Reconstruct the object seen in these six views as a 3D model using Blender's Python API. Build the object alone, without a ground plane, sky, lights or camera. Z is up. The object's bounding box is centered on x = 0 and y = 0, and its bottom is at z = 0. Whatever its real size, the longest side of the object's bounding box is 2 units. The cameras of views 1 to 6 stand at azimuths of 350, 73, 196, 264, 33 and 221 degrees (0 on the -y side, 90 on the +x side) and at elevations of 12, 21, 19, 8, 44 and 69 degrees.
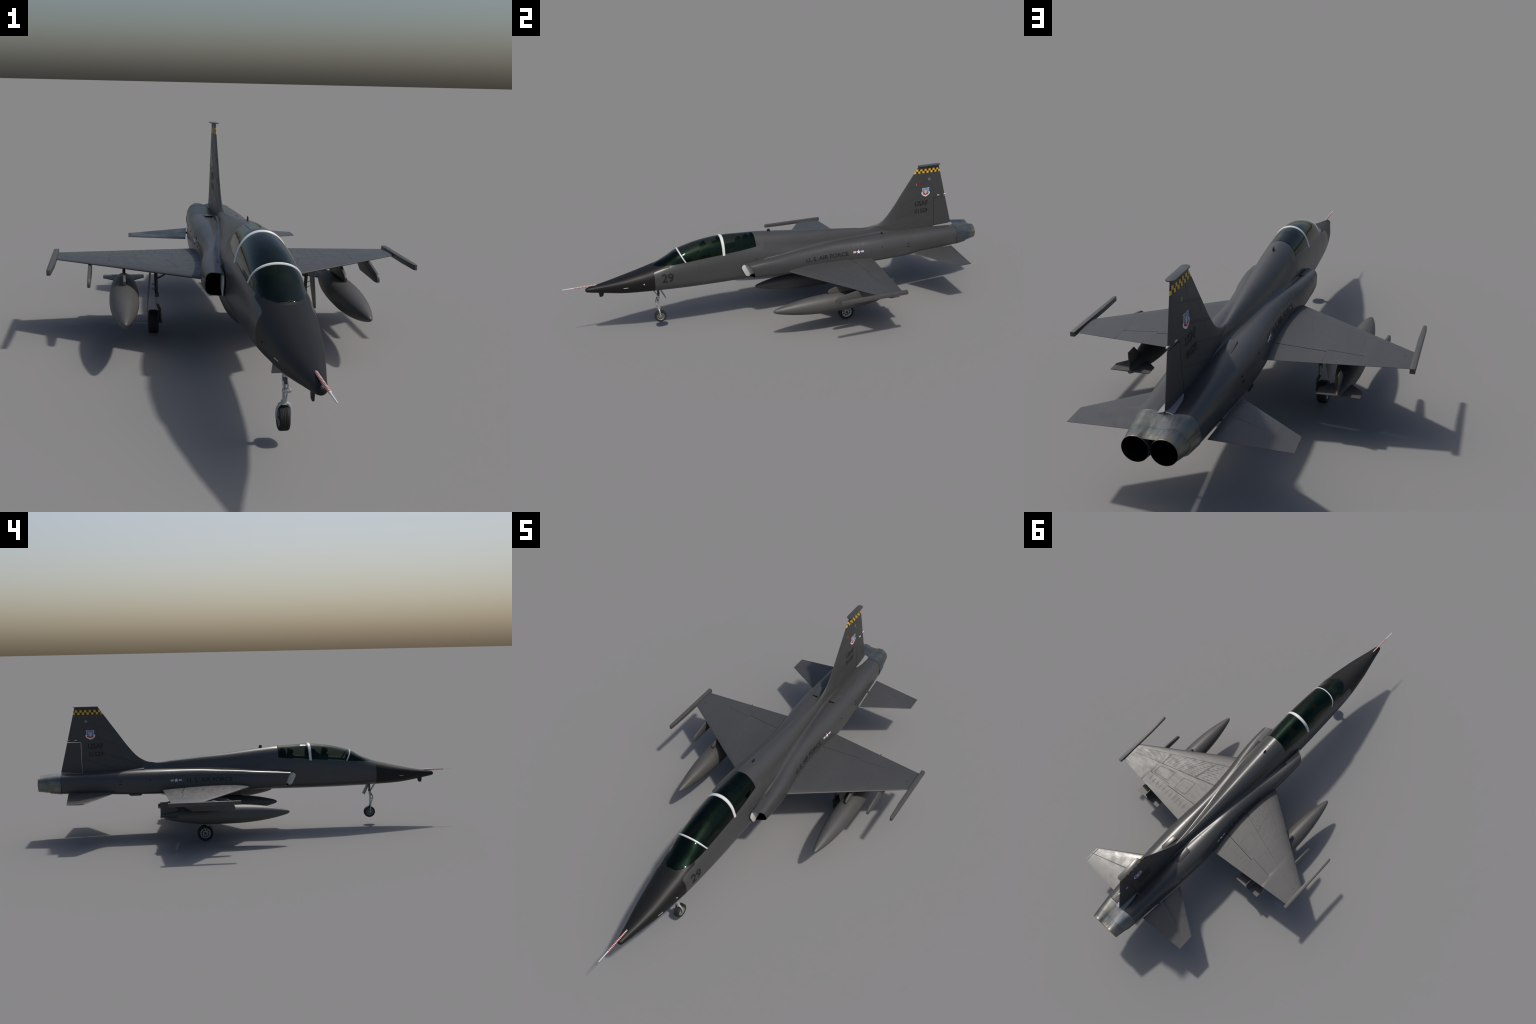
# Twin-seat supersonic jet trainer in dark grey paint with drop tanks.
# Frame: metres, nose towards -y, z up, symmetric about x = 0.
import bpy, bmesh, math, random
import numpy as np
from mathutils import Vector, Matrix

random.seed(7)
rng = np.random.default_rng(7)
for o in list(bpy.data.objects):
    bpy.data.objects.remove(o, do_unlink=True)
COL = bpy.context.scene.collection

# ------------------------------------------------------------------ helpers
def pchip(xs, ys):
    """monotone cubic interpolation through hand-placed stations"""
    x = np.array(xs, float); y = np.array(ys, float)
    h = np.diff(x); d = np.diff(y) / h
    m = np.zeros_like(y)
    for i in range(1, len(x) - 1):
        if d[i-1] * d[i] > 0:
            w1 = 2*h[i] + h[i-1]; w2 = h[i] + 2*h[i-1]
            m[i] = (w1 + w2) / (w1/d[i-1] + w2/d[i])
    m[0], m[-1] = d[0], d[-1]
    def f(q):
        q = np.clip(np.asarray(q, float), x[0], x[-1])
        i = np.clip(np.searchsorted(x, q) - 1, 0, len(x) - 2)
        t = (q - x[i]) / h[i]
        return ((1+2*t)*(1-t)**2*y[i] + t*(1-t)**2*h[i]*m[i]
                + t*t*(3-2*t)*y[i+1] + t*t*(t-1)*h[i]*m[i+1])
    return f

def make_obj(name, verts, faces, mat=None, parent=None, smooth=True, angle=None):
    me = bpy.data.meshes.new(name)
    me.from_pydata([tuple(map(float, v)) for v in verts], [], faces)
    me.validate(); me.update()
    bm = bmesh.new(); bm.from_mesh(me)
    bmesh.ops.recalc_face_normals(bm, faces=bm.faces)
    bm.to_mesh(me); bm.free()
    ob = bpy.data.objects.new(name, me)
    COL.objects.link(ob)
    if mat: me.materials.append(mat)
    if parent is not None: ob.parent = parent
    if smooth:
        me.polygons.foreach_set('use_smooth', [True]*len(me.polygons))
        if angle is not None:
            me.set_sharp_from_angle(angle=math.radians(angle))
    return ob

def bevel(ob, w, seg=2, angle=40):
    m = ob.modifiers.new('bevel', 'BEVEL'); m.width = w; m.segments = seg
    m.limit_method = 'ANGLE'; m.angle_limit = math.radians(angle)
    apply_mods(ob)
    ob.data.polygons.foreach_set('use_smooth', [True]*len(ob.data.polygons))
    ob.data.set_sharp_from_angle(angle=math.radians(35))
    return ob

def apply_mods(ob):
    dg = bpy.context.evaluated_depsgraph_get()
    me = bpy.data.meshes.new_from_object(ob.evaluated_get(dg))
    old = ob.data; ob.modifiers.clear(); ob.data = me; me.name = ob.name
    bpy.data.meshes.remove(old)

def prism(name, outline, axis, a, b, mat, parent=None, bev=0.0, taper=None):
    """extrude a 2D outline along an axis from a to b"""
    n = len(outline)
    def pt(p, c):
        u, v = p
        return {'x': (c, u, v), 'y': (u, c, v), 'z': (u, v, c)}[axis]
    vs = [pt(p, a) for p in outline] + [pt(p, b) for p in outline]
    fs = [list(range(n)), list(range(n, 2*n))]
    fs += [[i, (i+1) % n, n + (i+1) % n, n + i] for i in range(n)]
    ob = make_obj(name, vs, fs, mat, parent, smooth=False)
    if bev: bevel(ob, bev)
    return ob

def merge_parts(name, parts, parent=None):
    """join several small meshes (verts, faces, material) into one object"""
    vs, fs, mi, mats = [], [], [], []
    for v, f, m in parts:
        if m not in mats: mats.append(m)
        k = len(vs); vs += [tuple(p) for p in v]
        fs += [[i + k for i in q] for q in f]; mi += [mats.index(m)]*len(f)
    ob = make_obj(name, vs, fs, None, parent, smooth=True)
    for m in mats: ob.data.materials.append(m)
    ob.data.polygons.foreach_set('material_index', mi)
    ob.data.set_sharp_from_angle(angle=math.radians(40))
    return ob

def tube(p, q, r0, r1=None, n=14, mat=None):
    p = Vector(p); q = Vector(q); r1 = r0 if r1 is None else r1
    d = (q - p).normalized()
    a = d.orthogonal().normalized(); b = d.cross(a)
    vs = []
    for c, r in ((p, r0), (q, r1)):
        for i in range(n):
            t = 2*math.pi*i/n
            vs.append(c + a*(r*math.cos(t)) + b*(r*math.sin(t)))
    fs = [[i, (i+1) % n, n + (i+1) % n, n + i] for i in range(n)]
    fs += [list(range(n))[::-1], list(range(n, 2*n))]
    return vs, fs, mat

def pipe(path, r, n=10, mat=None):
    """round bar along a polyline; r is one radius or one per point"""
    P = [Vector(p) for p in path]; vs, fs = [], []
    rs = r if isinstance(r, (list, tuple)) else [r]*len(P)
    up = Vector((0.31, 0.17, 0.93))
    for i, c in enumerate(P):
        d = (P[min(i+1, len(P)-1)] - P[max(i-1, 0)]).normalized()
        a = d.cross(up).normalized(); b = d.cross(a)
        for k in range(n):
            t = 2*math.pi*k/n
            vs.append(c + a*(rs[i]*math.cos(t)) + b*(rs[i]*math.sin(t)))
    for i in range(len(P)-1):
        for k in range(n):
            fs.append([i*n+k, i*n+(k+1) % n, (i+1)*n+(k+1) % n, (i+1)*n+k])
    fs += [list(range(n))[::-1], [len(vs)-n+k for k in range(n)]]
    return vs, fs, mat

def box(c, s, mat=None, rot=None):
    cx, cy, cz = c; sx, sy, sz = (k/2 for k in s)
    vs = [Vector((i*sx, j*sy, k*sz)) for i in (-1, 1) for j in (-1, 1) for k in (-1, 1)]
    if rot: vs = [Matrix.Rotation(rot[1], 3, rot[0]) @ v for v in vs]
    vs = [v + Vector(c) for v in vs]
    fs = [[0,1,3,2],[4,6,7,5],[0,4,5,1],[2,3,7,6],[0,2,6,4],[1,5,7,3]]
    return vs, fs, mat

def revolve(profile, n, centre, axis, mat=None):
    """profile: (along, radius) pairs turned about an axis direction through centre"""
    c = Vector(centre); vs, fs = [], []
    A = {'x': Vector((1,0,0)), 'y': Vector((0,1,0)), 'z': Vector((0,0,1))}[axis]
    a = {'x': Vector((0,1,0)), 'y': Vector((0,0,1)), 'z': Vector((1,0,0))}[axis]
    b = A.cross(a)
    for s, r in profile:
        for k in range(n):
            t = 2*math.pi*k/n
            vs.append(c + A*s + a*(r*math.cos(t)) + b*(r*math.sin(t)))
    for i in range(len(profile)-1):
        for k in range(n):
            fs.append([i*n+k, i*n+(k+1) % n, (i+1)*n+(k+1) % n, (i+1)*n+k])
    fs += [list(range(n)), [len(vs)-n+k for k in range(n)][::-1]]
    return vs, fs, mat

# ---------------------------------------------------------------- materials
class Nodes:
    def __init__(self, name):
        self.mat = bpy.data.materials.new(name); self.mat.use_nodes = True
        self.t = self.mat.node_tree
        self.bsdf = self.t.nodes['Principled BSDF']
        self.out = self.t.nodes['Material Output']
        self.xyz = None
    def new(self, kind, **kw):
        n = self.t.nodes.new(kind)
        for k, v in kw.items(): setattr(n, k, v)
        return n
    def link(self, a, b): self.t.links.new(a, b)
    def put(self, sock, v):
        if hasattr(v, 'is_output') or isinstance(v, bpy.types.NodeSocket): self.link(v, sock)
        else: sock.default_value = v
    def coords(self):
        if self.xyz is None:
            tc = self.new('ShaderNodeTexCoord'); s = self.new('ShaderNodeSeparateXYZ')
            self.obj = tc.outputs['Object']; self.link(self.obj, s.inputs[0])
            self.xyz = s.outputs
        return self.xyz[0], self.xyz[1], self.xyz[2]
    def m(self, op, a, b=0.0, c=0.0):
        n = self.new('ShaderNodeMath', operation=op)
        self.put(n.inputs[0], a); self.put(n.inputs[1], b); self.put(n.inputs[2], c)
        return n.outputs[0]
    def add(self, a, b): return self.m('ADD', a, b)
    def sub(self, a, b): return self.m('SUBTRACT', a, b)
    def mul(self, a, b): return self.m('MULTIPLY', a, b)
    def gt(self, a, b): return self.m('GREATER_THAN', a, b)
    def lt(self, a, b): return self.m('LESS_THAN', a, b)
    def mx(self, *a):
        r = a[0]
        for q in a[1:]: r = self.m('MAXIMUM', r, q)
        return r
    def band(self, v, c, w):           # 1 where |v - c| < w
        return self.lt(self.m('ABSOLUTE', self.sub(v, c)), w)
    def soft(self, v, c, w):           # soft line centred on c
        d = self.m('ABSOLUTE', self.sub(v, c))
        n = self.new('ShaderNodeMapRange', interpolation_type='SMOOTHSTEP')
        self.put(n.inputs[0], d); n.inputs[1].default_value = w; n.inputs[2].default_value = w*0.35
        n.inputs[3].default_value = 0; n.inputs[4].default_value = 1
        return n.outputs[0]
    def inside(self, v, a, b): return self.mul(self.gt(v, a), self.lt(v, b))
    def noise(self, scale, detail=4, rough=0.55, stretch=None):
        self.coords()
        n = self.new('ShaderNodeTexNoise'); n.inputs['Scale'].default_value = scale
        n.inputs['Detail'].default_value = detail; n.inputs['Roughness'].default_value = rough
        if stretch:
            mp = self.new('ShaderNodeMapping'); mp.inputs['Scale'].default_value = stretch
            self.link(self.obj, mp.inputs[0]); self.link(mp.outputs[0], n.inputs['Vector'])
        else: self.link(self.obj, n.inputs['Vector'])
        return n.outputs['Fac']
    def ramp(self, v, lo, hi, a, b):
        n = self.new('ShaderNodeMapRange'); self.put(n.inputs[0], v)
        for i, k in enumerate((lo, hi, a, b)): n.inputs[i+1].default_value = k
        return n.outputs[0]
    def mix(self, f, a, b):
        n = self.new('ShaderNodeMix', data_type='RGBA')
        self.put(n.inputs[0], f)
        for s, v in ((n.inputs[6], a), (n.inputs[7], b)):
            if isinstance(v, tuple): s.default_value = (*v, 1)
            else: self.link(v, s)
        return n.outputs[2]
    def scale(self, col, f):
        n = self.new('ShaderNodeVectorMath', operation='SCALE')
        if isinstance(col, tuple): n.inputs[0].default_value = col
        else: self.link(col, n.inputs[0])
        self.put(n.inputs['Scale'], f)
        return n.outputs[0]
    def bump(self, h, strength=0.2, dist=0.001):
        n = self.new('ShaderNodeBump'); n.inputs['Strength'].default_value = strength
        n.inputs['Distance'].default_value = dist; self.link(h, n.inputs['Height'])
        self.link(n.outputs[0], self.bsdf.inputs['Normal'])
    def finish(self, col=None, rough=0.5, metal=0.0, spec=0.5, **kw):
        b = self.bsdf
        if col is not None:
            if isinstance(col, tuple): b.inputs['Base Color'].default_value = (*col, 1)
            else: self.link(col, b.inputs['Base Color'])
        self.put(b.inputs['Roughness'], rough); self.put(b.inputs['Metallic'], metal)
        self.put(b.inputs['Specular IOR Level'], spec)
        for k, v in kw.items(): b.inputs[k].default_value = v
        return self.mat

def plain(name, col, rough=0.5, metal=0.0, spec=0.5, vary=0.12, scale=60):
    n = Nodes(name)
    f = n.ramp(n.noise(scale), 0.3, 0.7, 1-vary, 1+vary)
    return n.finish(n.scale(col, f), rough, metal, spec)

GREY = (0.050, 0.050, 0.050)
BLACK = (0.0080, 0.0078, 0.0076)
R_BODY = 0.30

def grain(n, col):
    a = n.noise(9, 5, 0.6, (1, 0.35, 1)); b = n.noise(220, 3, 0.6)
    f = n.mul(n.ramp(a, 0.3, 0.7, 0.93, 1.07), n.ramp(b, 0.35, 0.65, 0.97, 1.03))
    return n.scale(col, f), a

def mat_body():
    n = Nodes('body_paint'); x, y, z = n.coords()
    ax = n.m('ABSOLUTE', x)
    # dark nose: straight edge on the flanks, anti-glare panel running back along the windscreen
    lo = n.lt(y, -0.6005)
    hi = n.mul(n.gt(z, n.add(0.2885, n.mul(n.m('SQRT', n.m('MAXIMUM', n.add(y, 0.6005), 0.0)), 0.072))),
               n.lt(y, n.add(-0.537, n.mul(n.sub(z, 0.30), 0.9))))
    dark = n.mx(lo, hi)
    col = n.mix(dark, GREY, BLACK)
    # panel seams
    seams = 0.0
    for c in (-0.4, -0.08, 0.055, 0.235, 0.425, 0.64, 0.78):
        s = n.mul(n.soft(y, c, 0.0012), n.gt(z, 0.2))
        seams = s if isinstance(seams, float) else n.mx(seams, s)
    # hoop frames showing as ripples along the engine ducts
    per = n.m('FRACT', n.mul(y, 42.0))
    hoops = n.mul(n.soft(per, 0.5, 0.28), n.mul(n.inside(y, 0.08, 0.40), n.mul(n.inside(z, 0.236, 0.300), n.gt(ax, 0.085))))
    col, a = grain(n, col)
    col = n.scale(col, n.sub(1.0, n.add(n.mul(seams, 0.22), n.mul(hoops, 0.07))))
    rough = n.add(n.ramp(a, 0.3, 0.7, R_BODY-0.03, R_BODY+0.05), n.add(n.mul(hoops, 0.08), n.add(n.mul(seams, 0.15), n.mul(dark, 0.17))))
    n.bump(hoops, 0.25, 0.0006)
    return n.finish(col, rough, 0, n.sub(0.5, n.mul(dark, 0.22)))

W_LE0, W_LE1, W_TE0, W_TE1 = 0.0095, 0.2745, 0.4265, 0.3865
W_X0, W_X1 = 0.1185, 0.515
def wing_le(x): return W_LE0 + (x - W_X0) * (W_LE1 - W_LE0) / (W_X1 - W_X0)
def wing_te(x): return W_TE0 + (x - W_X0) * (W_TE1 - W_TE0) / (W_X1 - W_X0)

def mat_wing():
    n = Nodes('wing_paint'); x, y, z = n.coords()
    ax = n.m('ABSOLUTE', x)
    s = n.sub(ax, W_X0)
    le = n.add(W_LE0, n.mul(s, (W_LE1 - W_LE0) / (W_X1 - W_X0)))
    te = n.add(W_TE0, n.mul(s, (W_TE1 - W_TE0) / (W_X1 - W_X0)))
    u = n.m('DIVIDE', n.sub(y, le), n.sub(te, le))
    inb = n.lt(ax, 0.505)
    lines = n.mx(n.soft(u, 0.165, 0.010), n.soft(u, 0.452, 0.012))
    # rows of fasteners between the two spars
    rows = 0.0
    for i, c in enumerate((0.195, 0.227, 0.259, 0.291, 0.323, 0.355, 0.387, 0.419)):
        dash = n.gt(n.m('FRACT', n.add(n.mul(ax, 21.0 + 2*i), 0.37*i)), 0.30)
        r = n.mul(n.soft(u, c, 0.007), dash)
        rows = r if isinstance(rows, float) else n.mx(rows, r)
    rows = n.mul(rows, n.gt(ax, 0.13))
    ribs = n.mx(n.soft(ax, 0.367, 0.005), n.mul(n.soft(n.sub(ax, n.mul(y, 0.25)), 0.145, 0.005), n.inside(u, 0.165, 0.452)))
    ribs = n.mul(ribs, n.inside(u, 0.165, 0.452))
    # access panels behind the rear spar
    def frame(x0, x1, u0, u1, w):
        dx = n.sub(n.m('ABSOLUTE', n.sub(ax, (x0+x1)/2)), (x1-x0)/2)
        du = n.mul(n.sub(n.m('ABSOLUTE', n.sub(u, (u0+u1)/2)), (u1-u0)/2), 0.24)
        return n.soft(n.m('SMOOTH_MAX', dx, du, 0.012), 0.0, w)
    boxes = n.mx(frame(0.288, 0.366, 0.515, 0.70, 0.0045), frame(0.178, 0.240, 0.53, 0.73, 0.0035))
    # flap and aileron ribs
    fl = n.mul(n.mul(n.soft(n.m('FRACT', n.mul(ax, 46.0)), 0.5, 0.2), n.inside(ax, 0.125, 0.378)), n.inside(u, 0.785, 0.885))
    # walkway seams parallel to the leading edge
    mark = n.mx(lines, n.mul(rows, 0.9), n.mul(ribs, 0.9), n.mul(boxes, 0.55), n.mul(fl, 0.5))
    mark = n.mul(mark, n.mul(inb, n.ramp(n.noise(45, 3, 0.6), 0.3, 0.62, 0.35, 1.0)))
    spot = n.lt(n.add(n.m('POWER', n.sub(ax, 0.499), 2.0), n.m('POWER', n.sub(y, 0.313), 2.0)), 0.0042**2)
    col, a = grain(n, (0.054, 0.054, 0.054))
    col = n.scale(col, n.sub(1.0, n.add(n.mul(mark, 0.15), n.mul(spot, 0.45))))
    blot = n.m('ADD', n.mul(n.noise(26, 4, 0.6), 0.5), n.mul(n.noise(60, 4, 0.6, (0.25, 1, 1)), 0.5))
    rough = n.add(n.ramp(blot, 0.35, 0.65, 0.33, 0.45), n.mul(mark, 0.22))
    n.bump(mark, -0.10, 0.0004)
    return n.finish(col, rough, 0, 0.5)

def mat_fin():
    n = Nodes('fin_paint'); x, y, z = n.coords()
    B0, ROW, PER = 0.5725, 0.0105, 0.0214
    inband = n.inside(z, B0, B0 + 2*ROW)
    top = n.gt(z, B0 + ROW)
    ph = n.m('FRACT', n.add(n.mul(n.sub(y, 0.8112), 1/PER), n.mul(n.sub(1.0, top), 0.5)))
    yellow = n.mul(inband, n.lt(ph, 0.5))
    # ribs and spars under the skin
    q = n.sub(z, n.mul(y, 0.0))
    rib = n.soft(n.m('FRACT', n.mul(n.sub(z, n.mul(y, 0.35)), 17.0)), 0.5, 0.12)
    spar = n.mx(n.soft(n.add(y, n.mul(z, -0.42)), 0.455, 0.004), n.soft(n.add(y, n.mul(z, -0.25)), 0.60, 0.004))
    mark = n.mul(n.mx(rib, spar), n.lt(y, 0.79))
    col = n.mix(inband, (0.045, 0.045, 0.045), (0.012, 0.012, 0.012))
    col = n.mix(yellow, col, (0.72, 0.42, 0.025))
    col, a = grain(n, col)
    col = n.scale(col, n.sub(1.0, n.mul(mark, 0.10)))
    rough = n.add(n.ramp(a, 0.3, 0.7, 0.44, 0.5), n.mul(mark, 0.1))
    return n.finish(col, rough, 0, 0.5)

def mat_tail():
    n = Nodes('tailplane_paint'); x, y, z = n.coords(); ax = n.m('ABSOLUTE', x)
    le = n.add(0.645, n.mul(n.sub(ax, 0.109), 0.1250/0.1942)); te = n.add(0.860, n.mul(n.sub(ax, 0.0885), -0.0145/0.2147))
    u = n.m('DIVIDE', n.sub(y, le), n.sub(te, le))
    mark = n.mul(n.mx(n.soft(u, 0.46, 0.022), n.soft(ax, 0.2965, 0.0025)), n.lt(z, 0.3))
    col, a = grain(n, (0.054, 0.054, 0.054))
    col = n.scale(col, n.sub(1.0, n.mul(mark, 0.12)))
    rough = n.add(n.ramp(n.noise(22, 3, 0.55), 0.32, 0.68, 0.25, 0.40), n.mul(mark, 0.22))
    return n.finish(col, rough, 0, 0.5)

def mat_metal():
    n = Nodes('heat_stained_steel'); x, y, z = n.coords()
    a = n.noise(14, 4, 0.6, (1, 2.2, 1)); b = n.noise(90, 4, 0.6, (1, 0.3, 1)); c = n.noise(5, 2, 0.5, (1, 1.5, 1))
    col = n.mix(n.ramp(a, 0.38, 0.62, 0, 1), (0.150, 0.165, 0.145), (0.225, 0.205, 0.165))
    col = n.mix(n.ramp(c, 0.42, 0.56, 0, 0.8), col, (0.065, 0.085, 0.115))
    col = n.scale(col, n.ramp(b, 0.3, 0.7, 0.85, 1.15))
    seam = n.mul(n.soft(y, 0.9575, 0.0011), n.gt(n.noise(150), 0.45))
    col = n.scale(col, n.sub(1.0, n.mul(seam, 0.5)))
    return n.finish(col, n.ramp(b, 0.3, 0.7, 0.28, 0.42), 0.75, 0.5)

def mat_pitot():
    n = Nodes('striped_probe_paint'); x, y, z = n.coords()
    f = n.m('FRACT', n.mul(n.add(y, n.mul(z, 0.25)), 1/0.0062))
    red = n.mul(n.lt(f, 0.56), n.gt(y, -0.9515))
    col = n.mix(red, (0.60, 0.59, 0.58), (0.33, 0.04, 0.035))
    return n.finish(col, 0.4, 0, 0.5)

def mat_tyre():
    n = Nodes('tyre_rubber')
    b = n.noise(120, 4, 0.6)
    return n.finish(n.scale((0.020, 0.020, 0.019), n.ramp(b, 0.3, 0.7, 0.75, 1.3)), 0.75, 0, 0.3)

def mat_glass():
    n = Nodes('tinted_canopy_glass')
    g = n.noise(12, 3, 0.5)
    n.finish((0.255, 0.278, 0.25), n.ramp(g, 0.3, 0.7, 0.02, 0.04), 0, 0.5, **{'Transmission Weight': 1.0, 'IOR': 1.30})
    n.bsdf.inputs['Specular Tint'].default_value = (0.5, 1.0, 0.75, 1)
    return n.mat

M_BODY, M_WING, M_FIN, M_METAL = mat_body(), mat_wing(), mat_fin(), mat_metal()
M_PITOT, M_TYRE, M_GLASS = mat_pitot(), mat_tyre(), mat_glass()
M_TAIL = mat_tail()
M_STORE = plain('store_paint', (0.066, 0.064, 0.061), 0.50, 0, 0.5, 0.06, 30)
M_FRAME = plain('canopy_frame_white', (0.62, 0.63, 0.62), 0.4, 0, 0.5, 0.04, 90)
M_LIP = plain('intake_pale_paint', (0.55, 0.55, 0.53), 0.45, 0, 0.5, 0.05)
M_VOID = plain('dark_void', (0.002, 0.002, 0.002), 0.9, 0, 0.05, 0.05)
M_DARK = plain('cockpit_dark', (0.003, 0.004, 0.0035), 0.8, 0, 0.2, 0.2)  # base colour lowered so the tub reads as unlit under the glass
M_SEAT = plain('seat_brown', (0.10, 0.060, 0.025), 0.7, 0, 0.3, 0.25, 120)
M_SEATF = plain('seat_frame_green', (0.010, 0.018, 0.013), 0.6, 0, 0.4, 0.2)
M_STEEL = plain('gear_metal', (0.42, 0.43, 0.43), 0.35, 0.35, 0.5, 0.12, 200)
M_GDARK = plain('gear_dark_metal', (0.055, 0.06, 0.058), 0.45, 0.2, 0.5, 0.15, 200)
M_DOOR = plain('gear_door_paint', (0.20, 0.20, 0.185), 0.5, 0, 0.5, 0.06)
M_FAIR = plain('pale_fairing_paint', (0.20, 0.20, 0.197), 0.45, 0, 0.5, 0.06)  # fairing tone darkened to suit the wedge on the shaded -x side
M_RIM = plain('wheel_rim', (0.36, 0.38, 0.40), 0.35, 0.3, 0.5, 0.1, 200)
M_RIMD = plain('nose_wheel_rim', (0.20, 0.21, 0.21), 0.4, 0.3, 0.5, 0.15, 200)
M_LETTER = plain('black_lettering', (0.011, 0.011, 0.011), 0.5, 0, 0.4, 0.05)
M_NAVY = plain('navy_marking', (0.010, 0.012, 0.045), 0.5, 0, 0.4, 0.05)
M_WHITE = plain('white_marking', (0.72, 0.72, 0.74), 0.5, 0, 0.4, 0.03)
M_RED = plain('red_marking', (0.42, 0.02, 0.03), 0.5, 0, 0.4, 0.05)
M_DRED = plain('dark_red_marking', (0.20, 0.008, 0.008), 0.5, 0, 0.4, 0.25, 300)
M_PINK = plain('faded_red_stripe', (0.55, 0.22, 0.22), 0.5, 0, 0.4, 0.05)
M_BLUE = plain('blue_marking', (0.06, 0.20, 0.50), 0.5, 0, 0.4, 0.15, 250)
M_GOLD = plain('gold_marking', (0.70, 0.42, 0.08), 0.5, 0, 0.4, 0.05)
M_SLOT = plain('black_slot', (0.004, 0.004, 0.004), 0.8, 0, 0.2, 0.05)

# ------------------------------------------------------------------- root
root = bpy.data.objects.new('jet_trainer_aircraft', None)
COL.objects.link(root)
root['label'] = 'dark grey twin-seat jet trainer with drop tanks and checkered fin'
root['category'] = 'jet aircraft'

# --------------------------------------------------------------- fuselage
# forward body: y, half width, height of max width, top, bottom, upper / lower squareness
BODY = [
 (-0.9019, 0.0020, 0.2360, 0.2380, 0.2340, 2.0, 2.0),
 (-0.9000, 0.0070, 0.2360, 0.2430, 0.2295, 2.0, 2.0),
 (-0.8950, 0.0108, 0.2360, 0.2465, 0.2270, 2.0, 2.0),
 (-0.8850, 0.0140, 0.2362, 0.2487, 0.2245, 2.1, 2.0),
 (-0.8600, 0.0190, 0.2375, 0.2528, 0.2200, 2.2, 2.1),
 (-0.8300, 0.0255, 0.2390, 0.2575, 0.2148, 2.3, 2.1),
 (-0.7900, 0.0345, 0.2410, 0.2648, 0.2080, 2.4, 2.2),
 (-0.7300, 0.0475, 0.2430, 0.2776, 0.2000, 2.4, 2.3),
 (-0.6600, 0.0585, 0.2460, 0.2940, 0.1962, 2.4, 2.4),
 (-0.6000, 0.0665, 0.2490, 0.3090, 0.1948, 2.6, 2.6),
 (-0.5300, 0.0710, 0.2510, 0.3300, 0.1935, 2.75, 2.9),
 (-0.4560, 0.0727, 0.2500, 0.3490, 0.1925, 2.6, 3.2),
 (-0.3600, 0.0748, 0.2500, 0.3620, 0.1920, 2.7, 3.4),
 (-0.2800, 0.0758, 0.2500, 0.3690, 0.1920, 2.8, 3.5),
 (-0.1290, 0.0765, 0.2500, 0.3680, 0.1930, 2.8, 3.5),
 ( 0.0000, 0.0720, 0.2500, 0.3480, 0.1940, 2.6, 3.5),
 ( 0.2000, 0.0600, 0.2500, 0.3180, 0.1950, 2.4, 3.5),
 ( 0.3500, 0.0550, 0.2500, 0.3050, 0.1960, 2.4, 3.5),
 ( 0.6000, 0.0500, 0.2500, 0.2950, 0.1980, 2.4, 3.5),
 ( 0.9200, 0.0400, 0.2500, 0.2850, 0.2100, 2.4, 3.5),
]
# canopy and dorsal spine: y, half width, centre height, top, squareness
SPINE = [
 (-0.6000, 0.0300, 0.2900, 0.3085, 2.0),
 (-0.5925, 0.0330, 0.2900, 0.3130, 2.0),
 (-0.5380, 0.0500, 0.3050, 0.3368, 2.1),
 (-0.4800, 0.0590, 0.3150, 0.3683, 2.1),
 (-0.4400, 0.0610, 0.3180, 0.3802, 2.1),
 (-0.3900, 0.0625, 0.3200, 0.3924, 2.1),
 (-0.3390, 0.0635, 0.3220, 0.4000, 2.1),
 (-0.2900, 0.0640, 0.3230, 0.4038, 2.1),
 (-0.2500, 0.0635, 0.3230, 0.4042, 2.1),
 (-0.2000, 0.0620, 0.3230, 0.4018, 2.1),
 (-0.1190, 0.0590, 0.3200, 0.3978, 2.1),
 (-0.0450, 0.0570, 0.3150, 0.3908, 2.1),
 ( 0.0250, 0.0540, 0.3100, 0.3830, 2.1),
 ( 0.1170, 0.0480, 0.3050, 0.3722, 2.1),
 ( 0.2100, 0.0400, 0.3000, 0.3628, 2.1),
 ( 0.3000, 0.0320, 0.2960, 0.3530, 2.1),
 ( 0.3700, 0.0255, 0.2920, 0.3455, 2.1),
 ( 0.4400, 0.0185, 0.2900, 0.3382, 2.0),
 ( 0.4800, 0.0155, 0.2880, 0.3400, 2.0),
 ( 0.5200, 0.0132, 0.2850, 0.3425, 2.0),
 ( 0.5800, 0.0090, 0.2800, 0.3330, 2.0),
 ( 0.6600, 0.0060, 0.2750, 0.3000, 2.0),
 ( 0.9200, 0.0060, 0.2700, 0.2850, 2.0),
]
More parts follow.
